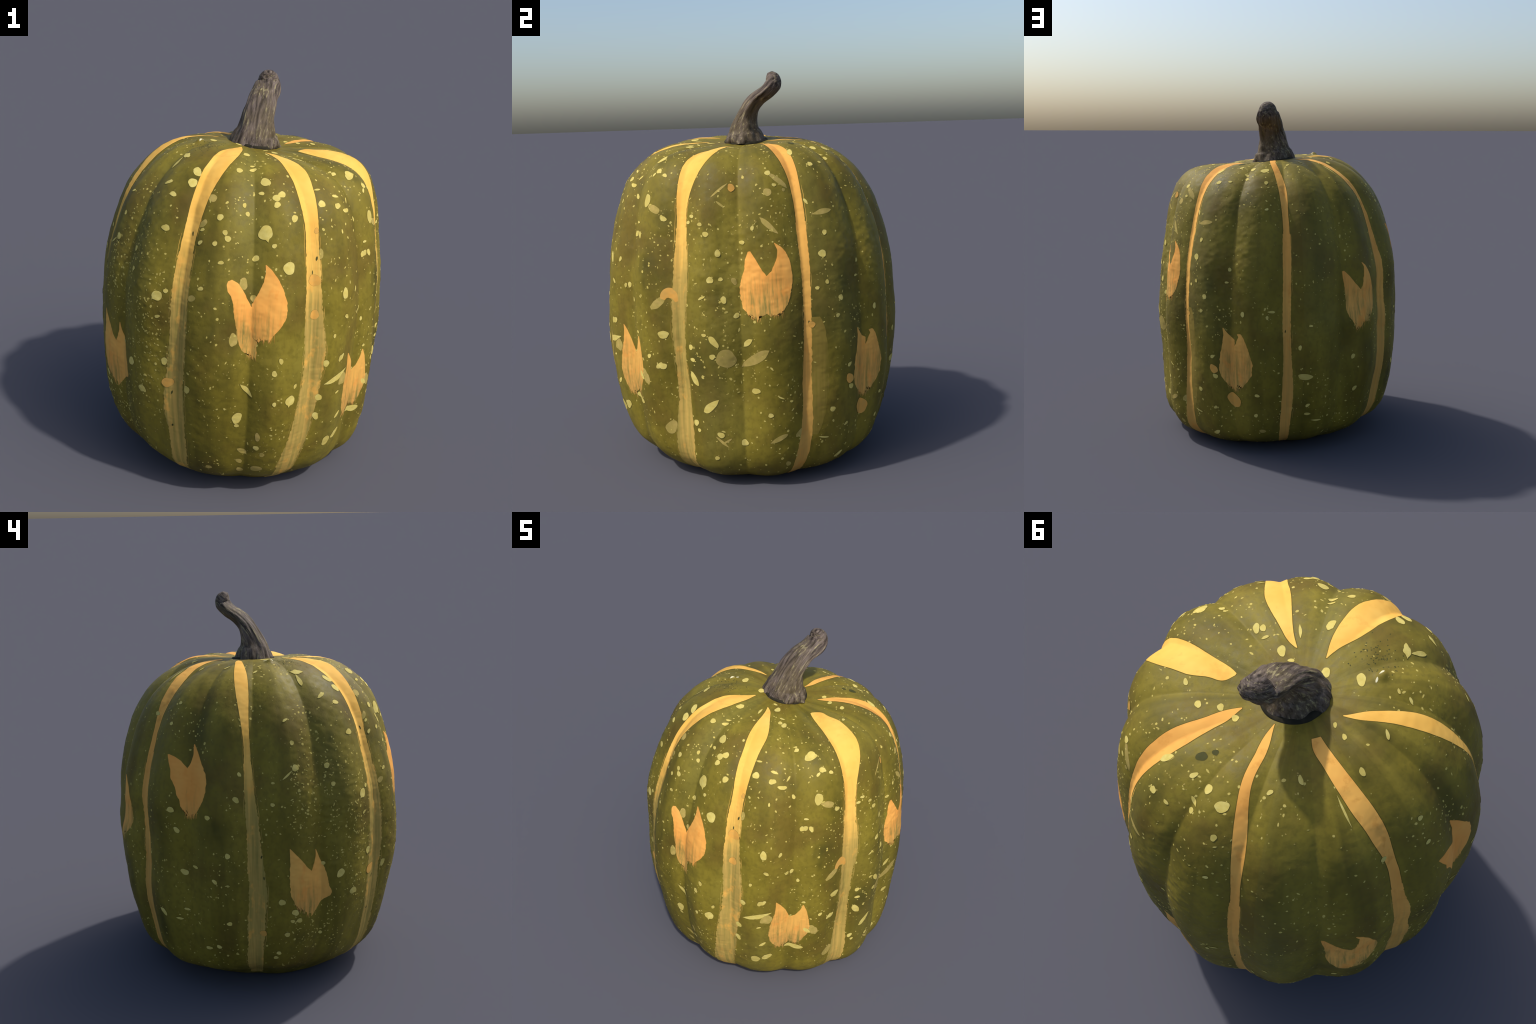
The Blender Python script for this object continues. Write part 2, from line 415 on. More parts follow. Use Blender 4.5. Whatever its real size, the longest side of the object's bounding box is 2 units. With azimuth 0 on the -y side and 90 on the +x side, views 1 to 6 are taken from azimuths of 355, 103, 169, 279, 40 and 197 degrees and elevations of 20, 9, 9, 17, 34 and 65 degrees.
# ------------------------------------------------------------------ stripes
STRIPE_PHI = [76, 72, 68, 64, 60, 56, 52, 47, 42, 36, 30, 22, 14, 5, -5, -15, -25, -33, -40, -46, -58]
STRIPES = {
    "front_left": dict(tip=(79.6, 342.1), worn=True,
        left=[337.2, 331.7, 329.7, 329.7, 329.6, 330.0, 330.3, 330.4, 330.4, 330.1, 329.8, 329.4, 329.6, 329.6, 329.1, 328.1, 327.7, 328.6, 328.8, 328.0, 328.0],
        right=[347.2, 348.5, 347.8, 346.1, 343.6, 341.4, 339.6, 338.1, 336.9, 336.0, 335.8, 336.0, 336.2, 336.3, 336.1, 335.7, 335.7, 335.7, 335.6, 334.3, 334.3]),
    "front_right": dict(tip=(77.3, 19.3), worn=True,
        left=[19.9, 20.8, 20.1, 19.4, 19.2, 19.6, 19.5, 19.6, 19.9, 19.5, 19.3, 19.1, 18.8, 19.0, 19.1, 18.0, 16.3, 14.9, 13.3, 12.8, 12.8],
        right=[24.1, 29.1, 31.0, 32.1, 31.6, 29.7, 28.3, 27.0, 26.0, 25.2, 25.1, 25.2, 26.0, 26.9, 27.3, 26.1, 24.9, 24.0, 22.5, 21.6, 21.6]),
    "sun_side": dict(tip=(73.0, 81.5), worn=True,
        left=[80.4, 79.4, 76.0, 74.2, 72.8, 72.2, 72.0, 72.3, 72.8, 73.2, 73.1, 72.5, 72.1, 71.9, 71.9, 72.4, 72.5, 71.8, 70.6, 69.9, 69.9],
        right=[86.4, 87.0, 90.3, 91.0, 89.5, 87.9, 85.5, 82.1, 79.5, 78.6, 78.7, 79.4, 79.5, 78.3, 77.7, 77.6, 78.2, 78.7, 79.4, 78.5, 78.5]),
    "sun_back": dict(tip=(75.7, 115.8), worn=False,
        left=[114.9, 115.5, 117.5, 118.1, 118.5, 119.6, 120.8, 122.2, 122.9, 123.2, 123.3, 123.5, 123.7, 123.8, 123.6, 123.5, 123.0, 122.6, 121.2, 119.7, 119.7],
        right=[118.5, 123.7, 126.4, 128.0, 128.6, 128.4, 127.9, 127.3, 127.0, 127.0, 126.7, 126.6, 126.4, 126.3, 126.3, 126.5, 126.4, 126.6, 126.2, 124.9, 124.9]),
    "back": dict(tip=(80.1, 154.4), worn=False,
        left=[155.7, 159.0, 160.9, 163.1, 165.5, 167.4, 168.9, 170.2, 171.1, 171.6, 171.6, 171.6, 171.6, 171.5, 171.5, 171.8, 171.6, 171.2, 170.7, 170.2, 170.2],
        right=[163.3, 166.3, 166.6, 168.3, 170.7, 172.6, 173.9, 174.4, 174.4, 174.8, 175.0, 175.0, 174.8, 174.7, 174.6, 174.9, 175.6, 175.8, 175.1, 174.5, 174.5]),
    "shade_back": dict(tip=(78.2, 208.5), worn=False, blunt=5.0,
        left=[202.7, 206.7, 210.0, 212.8, 215.1, 217.7, 219.4, 221.5, 222.6, 222.8, 222.9, 223.0, 223.5, 224.2, 224.4, 223.8, 223.4, 223.2, 223.0, 222.8, 222.8],
        right=[215.1, 218.0, 220.6, 222.9, 224.8, 226.0, 226.4, 226.2, 226.5, 226.9, 227.0, 228.2, 228.6, 229.1, 230.5, 229.8, 229.4, 229.3, 229.0, 228.6, 228.6]),
    "shade_side": dict(tip=(79.2, 248.8), worn=True,
        left=[252.8, 258.7, 262.3, 264.7, 266.8, 268.7, 270.5, 272.3, 273.6, 274.2, 274.5, 274.8, 275.1, 275.4, 275.5, 275.8, 275.0, 274.7, 274.4, 274.3, 274.3],
        right=[260.5, 267.4, 271.4, 274.0, 275.2, 275.8, 275.9, 276.1, 276.5, 277.0, 277.5, 278.6, 279.6, 280.4, 281.4, 282.3, 281.8, 281.2, 280.6, 280.7, 280.7]),
}


def ragged(n, step, seed):
    """1-D rough edge"""
    r = np.random.default_rng(seed)
    k = max(3, n // step)
    return np.interp(np.linspace(0, k - 1, n), np.arange(k), r.normal(0, 1, k))


def film(rows_az, rows_phi, lift):
    """thin raised coat of paint over a grid of (azimuth, elevation); its rim dips into the rind"""
    R, C = rows_az.shape
    h = np.full((R, C), lift)
    h[:, 0] = h[:, -1] = -0.0004
    h[0, :] = -0.0004
    h[-1, :] = 0.3 * lift
    v, n = raised(rows_az, rows_phi, h)
    v, n, f = v.reshape(-1, 3), n.reshape(-1, 3), grid_faces(R, C)
    q = f[len(f) // 2]
    if np.cross(v[q[1]] - v[q[0]], v[q[2]] - v[q[0]]) @ n[q[0]] < 0:
        f = [tuple(reversed(k)) for k in f]
    return v, f, n


seed = 100
for key, s in STRIPES.items():
    seed += 10
    skip = sum(q > s["tip"][0] - 1 for q in STRIPE_PHI)
    ph = np.concatenate([[s["tip"][0]], STRIPE_PHI[skip:]])
    le = spline(-ph, [s["tip"][1] - s.get("blunt", 0.3)] + s["left"][skip:])
    ri = spline(-ph, [s["tip"][1] + s.get("blunt", 0.3)] + s["right"][skip:])
    n, cols = 640, 15
    p = np.linspace(s["tip"][0], -58, n)
    wear = np.clip((52 - p) / 40, 0.15, 1) * (1.5 if s["worn"] else 0.7)
    lo = le(-p) + (0.12 * ragged(n, 3, seed) + 0.05 * ragged(n, 12, seed + 1)) * wear
    hi = ri(-p) + (0.12 * ragged(n, 3, seed + 2) + 0.05 * ragged(n, 12, seed + 3)) * wear
    u = np.concatenate([[0, 0.012], np.linspace(0.03, 0.97, cols - 4), [0.988, 1]])
    ga = lo[:, None] + (hi - lo)[:, None] * u[None, :]
    edge_w = 0.0030 / 0.0130 / np.maximum(np.cos(np.radians(p)), 0.2)     # rim 3 mm wide, in degrees
    ga[:, 0], ga[:, -1] = ga[:, 1] - edge_w, ga[:, -2] + edge_w
    gp = np.repeat(p[:, None], cols, 1)
    v, f, nn = film(ga, gp, 0.0014)
    rim = [int((k % (cols - 1) in (0, cols - 2) and p[k // (cols - 1)] > 34) or k < cols - 1) for k in range(len(f))]
    add_mesh("stripe", v, f, STRIPE_WORN if s["worn"] else STRIPE_FULL, rim=rim, shade=nn)

# loose bristle streaks beside the worn stripes
sv, sf, sn = [], [], []
r = np.random.default_rng(5)
for key, s in STRIPES.items():
    le, ri = spline(-np.array(STRIPE_PHI), s["left"]), spline(-np.array(STRIPE_PHI), s["right"])
    for _ in range(26 if s["worn"] else 7):
        top = r.uniform(-40, 45)
        length = r.uniform(3, 14)
        p = np.linspace(top, top - length, 24)
        side = r.random() < (0.35 if key != "shade_side" else 0.5)
        off = r.uniform(0.15, 0.9)
        mid = (le(-p) - off) if side else (ri(-p) + off)
        mid = mid + 0.05 * ragged(24, 3, int(r.integers(1e6)))
        half = r.uniform(0.05, 0.13) * np.sin(np.linspace(0.05, np.pi - 0.05, 24)) ** 0.6
        ga = np.stack([mid - half, mid, mid + half], 1)
        v, f, nn = film(ga, np.repeat(p[:, None], 3, 1), 0.0011)
        sn.append(nn)
        b = sum(len(k) for k in sv)
        sv.append(v)
        sf += [tuple(i + b for i in q) for q in f]
streaks = add_mesh("bristle_streaks", np.vstack(sv), sf, STRIPE_WORN, shade=np.vstack(sn))
streaks["kind"] = "stuff"

# ------------------------------------------------------------------ flame marks
# each mark is two overlapping petals; an edge is a chain of (elevation, azimuth)
FLAMES = {
    "front": [
        dict(left=[(26.8, -9.5), (25.6, -10.0), (23.3, -9.5), (21.9, -8.2), (19.7, -7.5), (15.1, -6.8), (11.7, -6.2), (6.8, -5.3), (3.4, -3.7), (1.2, -0.4)],
             right=[(27.3, -8.4), (26.3, -5.9), (23.6, -3.7), (20.7, -2.0), (17.8, -0.3), (16.0, -0.0), (10.2, 0.2), (6.5, 0.1), (3.3, 0.5), (1.3, 0.1)]),
        dict(left=[(32.2, 3.7), (29.7, 3.8), (27.0, 3.1), (24.1, 1.7), (21.6, 0.5), (18.2, 0.1), (16.0, -0.2), (11.6, 0.4), (8.4, 0.9), (7.7, 2.6)],
             right=[(32.2, 3.9), (30.4, 6.0), (27.5, 8.3), (24.3, 10.0), (20.6, 11.2), (17.3, 11.5), (16.4, 11.5), (13.8, 10.6), (11.7, 8.9), (10.0, 7.2), (7.8, 5.2)]),
    ],
    "front_side": [
        dict(left=[(-5.0, 41.6), (-8.4, 41.6), (-11.9, 41.2), (-15.8, 39.9), (-19.9, 39.1), (-22.4, 38.9), (-25.9, 39.8), (-29.5, 42.5)],
             right=[(-5.3, 41.9), (-7.6, 44.0), (-10.8, 46.2), (-14.7, 47.7), (-17.8, 47.6), (-21.5, 47.4), (-25.5, 47.5), (-29.4, 47.0), (-30.4, 44.6)]),
        dict(left=[(-7.9, 53.5), (-10.7, 52.6), (-14.1, 50.5), (-16.1, 48.0), (-19.4, 47.1), (-23.1, 46.8), (-26.2, 47.6), (-28.9, 49.9)],
             right=[(-7.9, 53.8), (-11.5, 55.4), (-15.9, 56.4), (-19.8, 57.0), (-23.5, 56.1), (-26.4, 54.3), (-28.5, 51.9)]),
    ],
    "sun_side": [
        dict(left=[(25.8, 103.9), (23.1, 102.6), (20.1, 102.3), (16.7, 100.9), (13.0, 100.3), (9.3, 100.5), (6.0, 101.6), (4.0, 103.6), (3.3, 105.0)],
             right=[(25.8, 104.7), (23.5, 106.2), (20.0, 108.3), (16.4, 110.6), (13.8, 111.2), (10.4, 110.8), (6.9, 110.0), (4.2, 108.6), (3.3, 105.9)]),
        dict(left=[(27.7, 113.4), (25.3, 114.6), (22.9, 114.2), (20.5, 113.1), (18.1, 111.6), (16.4, 110.6), (12.6, 110.0), (8.2, 109.8), (5.0, 110.8), (4.1, 112.5)],
             right=[(27.6, 113.6), (26.2, 116.1), (24.4, 117.9), (21.4, 119.1), (18.0, 119.8), (14.1, 119.6), (11.1, 118.9), (7.7, 117.7), (5.2, 115.7), (4.0, 113.8)]),
    ],
    "sun_back": [
        dict(left=[(-4.9, 145.8), (-7.7, 146.1), (-11.4, 145.7), (-15.0, 144.9), (-18.6, 144.3), (-22.0, 144.0), (-24.5, 144.6), (-26.6, 146.4), (-28.8, 149.1)],
             right=[(-5.1, 146.1), (-7.2, 147.8), (-8.9, 149.4), (-9.7, 151.1), (-12.4, 151.2), (-16.4, 151.5), (-20.8, 151.6), (-25.0, 152.0), (-27.4, 151.9), (-29.0, 150.7)]),
        dict(left=[(-7.1, 152.3), (-8.3, 153.1), (-9.9, 152.2), (-12.5, 151.0), (-16.7, 150.6), (-21.2, 150.4), (-25.5, 150.3), (-28.0, 151.3)],
             right=[(-7.0, 152.7), (-6.8, 154.1), (-8.8, 155.6), (-12.2, 157.0), (-15.6, 158.3), (-18.7, 159.2), (-22.6, 158.6), (-25.3, 156.6), (-27.3, 154.5), (-28.1, 152.4)]),
    ],
    "back": [
        dict(left=[(18.4, 199.4), (15.3, 199.8), (11.5, 200.6), (7.0, 200.9), (3.0, 201.0), (1.1, 201.0), (-1.4, 202.0), (-3.8, 204.3), (-5.7, 205.8)],
             right=[(18.5, 200.4), (16.4, 202.5), (12.8, 205.5), (8.5, 209.5), (4.6, 210.0), (1.8, 209.9), (-1.5, 208.8), (-3.8, 207.5), (-5.9, 206.4)]),
        dict(left=[(20.9, 209.4), (19.0, 210.6), (15.9, 210.4), (12.3, 209.8), (8.5, 209.4), (4.7, 209.2), (2.0, 208.8), (-2.0, 208.7), (-3.0, 209.3)],
             right=[(20.9, 209.7), (19.5, 211.7), (16.9, 213.7), (13.0, 215.4), (8.5, 216.9), (4.5, 217.5), (3.2, 217.0), (0.9, 216.1), (-1.6, 213.3), (-3.2, 211.0)]),
    ],
    "shade_back": [
        dict(left=[(34.2, 239.7), (31.5, 241.1), (29.1, 242.5), (26.5, 242.7), (23.8, 245.1), (20.7, 246.2), (17.2, 247.6), (14.1, 250.3)],
             right=[(34.3, 240.3), (33.9, 243.6), (33.0, 246.6), (31.1, 249.3), (27.8, 250.0), (23.3, 250.6), (18.7, 251.4), (14.3, 251.8)]),
        dict(left=[(39.5, 250.8), (36.0, 251.3), (32.8, 250.3), (30.4, 249.1), (26.8, 249.3), (22.3, 249.8), (17.6, 250.3), (14.3, 251.8)],
             right=[(39.6, 251.2), (36.8, 253.8), (33.4, 256.1), (30.5, 258.1), (27.6, 259.1), (23.6, 259.0), (19.9, 257.8), (16.8, 255.5), (14.5, 252.9)]),
    ],
    "shade_front": [
        dict(left=[(2.8, 291.1), (-2.1, 291.2), (-7.0, 291.0), (-12.0, 291.0), (-15.5, 291.4), (-18.6, 292.9), (-21.0, 295.0)],
             right=[(2.7, 291.3), (0.1, 293.6), (-3.5, 296.6), (-7.6, 299.3), (-10.6, 299.2), (-14.5, 298.7), (-18.2, 297.9), (-22.0, 297.2)]),
        dict(left=[(0.9, 301.7), (-2.2, 301.8), (-5.9, 300.5), (-8.7, 299.4), (-12.4, 298.4), (-15.9, 296.7), (-19.7, 296.0), (-22.1, 297.7)],
             right=[(0.8, 301.9), (-3.4, 303.7), (-7.4, 305.8), (-11.5, 307.2), (-15.6, 308.0), (-17.7, 309.0), (-18.9, 308.4), (-20.2, 305.5), (-22.3, 302.5), (-23.9, 300.1)]),
    ],
}


def edge(chain):
    c = np.array(chain, float)
    d = np.r_[0, np.cumsum(np.hypot(np.diff(c[:, 0]), np.diff(c[:, 1])))]
    d /= d[-1]
    return lambda t: np.stack([np.interp(t, d, c[:, 0]), np.interp(t, d, c[:, 1])], -1)


def blur(a, k):
    pad = np.pad(a, ((k, k), (0, 0)), mode="edge")
    w = np.hanning(2 * k + 3)[1:-1]
    return np.stack([np.convolve(pad[:, i], w / w.sum(), "valid") for i in range(a.shape[1])], 1)


def ribbon(chain, half, lift, n=60, cols=7):
    """brush stroke along a chain of (azimuth, elevation), half = half width in degrees at start, middle, end"""
    c = np.array(chain, float)
    k = np.arange(len(c))
    fa, fp = spline(k, c[:, 0]), spline(k, c[:, 1])
    t = np.linspace(0, len(c) - 1, n)
    P = np.stack([fa(t), fp(t)], 1)
    d = np.gradient(P, axis=0)
    d /= np.linalg.norm(d, axis=1, keepdims=True)
    w = np.interp(t / t[-1], np.linspace(0, 1, len(half)), half)[:, None] * np.linspace(-1, 1, cols)[None, :]
    return film(P[:, :1] - d[:, 1:] * w, P[:, 1:] + d[:, :1] * w, lift)


for chain, half, mat, lift in (
        ([(62.8, 4.4), (65.2, 5.9), (67.6, 7.8), (68.8, 9.2)], (0.6, 1.7, 1.5, 0.6), "faint", 0.0010),
        ([(68.2, 8.2), (68.9, 9.9), (70.6, 10.9), (72.6, 10.2), (73.9, 7.6)], (1.0, 1.6, 2.1, 2.1, 0.8), "orange", 0.0020)):
    v, f, nn = ribbon(chain, half, lift)
    add_mesh("brush_hook", v, f, DAB[mat], shade=nn)

# a thin smear of the same paint beside the stripe on the back of the sunny side
n = 120
p = np.linspace(1.5, -38, n)
lo = 125.8 + 0 * p
hi = 133.2 + 0.9 * np.sin(p * 0.11) - 1.6 * np.clip((-p - 22) / 16, 0, 1) + 0.18 * ragged(n, 3, 71)
width = np.sin(np.pi * np.clip(np.linspace(0.03, 0.97, n), 0, 1)) ** 0.35
u = np.linspace(0, 1, 22)
v, f, nn = film(lo[:, None] + ((hi - lo) * width)[:, None] * u[None, :], np.repeat(p[:, None], 22, 1), 0.0007)
add_mesh("paint_smear", v, f, SMEAR, shade=nn)

LOW_MARKS = ("front_side", "sun_back", "shade_front")
for name, petals in FLAMES.items():
    allv, allf, alln = [], [], []
    for side, petal in enumerate(petals):
        seed += 7
        n, cols = 150, 46
        t = np.linspace(0, 1, n)
        L, R = blur(edge(petal["left"])(t), 3), blur(edge(petal["right"])(t), 3)
        L[:, 1] += (0.09 * ragged(n, 6, seed) + 0.07 * ragged(n, 3, seed + 4)) * np.clip(t * 2.2, 0.1, 1)
        R[:, 1] += (0.09 * ragged(n, 6, seed + 1) + 0.07 * ragged(n, 3, seed + 5)) * np.clip(t * 2.2, 0.1, 1)
        # the two petals run into each other below the notch
        join = 1.1 * np.clip((t - 0.38) / 0.12, 0, 1)
        (L if side else R)[:, 1] += join * (-1 if side else 1)
        u = np.concatenate([[0, 0.015], np.linspace(0.035, 0.965, cols - 4), [0.985, 1]])
        G = L[:, None, :] * (1 - u)[None, :, None] + R[:, None, :] * u[None, :, None]
        # brush bristles: the lower end breaks into ragged fingers
        finger = np.abs(ragged(cols, 3, seed + 2)) * 0.7 + 0.45 * np.abs(ragged(cols, 2, seed + 3))
        G[:, :, 0] -= finger[None, :] * (np.clip((t - 0.72) / 0.28, 0, 1) ** 1.5)[:, None]
        v, f, nn = film(G[:, :, 1], G[:, :, 0], 0.0012 + 0.0007 * side)
        alln.append(nn)
        b = sum(len(k) for k in allv)
        allv.append(v)
        allf += [tuple(i + b for i in q) for q in f]
        # loose bristle marks trailing below the edge
        rb = np.random.default_rng(seed + 6)
        for _ in range(16):
            c = rb.integers(4, cols - 4)
            row = int(rb.uniform(0.86, 0.97) * n)
            a0, p0 = G[row, c, 1], G[row, c, 0]
            p1 = G[-1, c, 0] - rb.uniform(0.2, 1.5)
            pp = np.linspace(p0, p1, 12)
            half = rb.uniform(0.10, 0.22) * np.linspace(1, 0.15, 12)
            mid = a0 + rb.uniform(-0.35, 0.35) * np.linspace(0, 1, 12) ** 2
            v, f, nn = film(np.stack([mid - half, mid, mid + half], 1), np.repeat(pp[:, None], 3, 1), 0.0010)
            alln.append(nn)
            b = sum(len(k) for k in allv)
            allv.append(v)
            allf += [tuple(i + b for i in q) for q in f]
    add_mesh("flame_mark", np.vstack(allv), allf, FLAME_LOW if name in LOW_MARKS else FLAME, shade=np.vstack(alln))

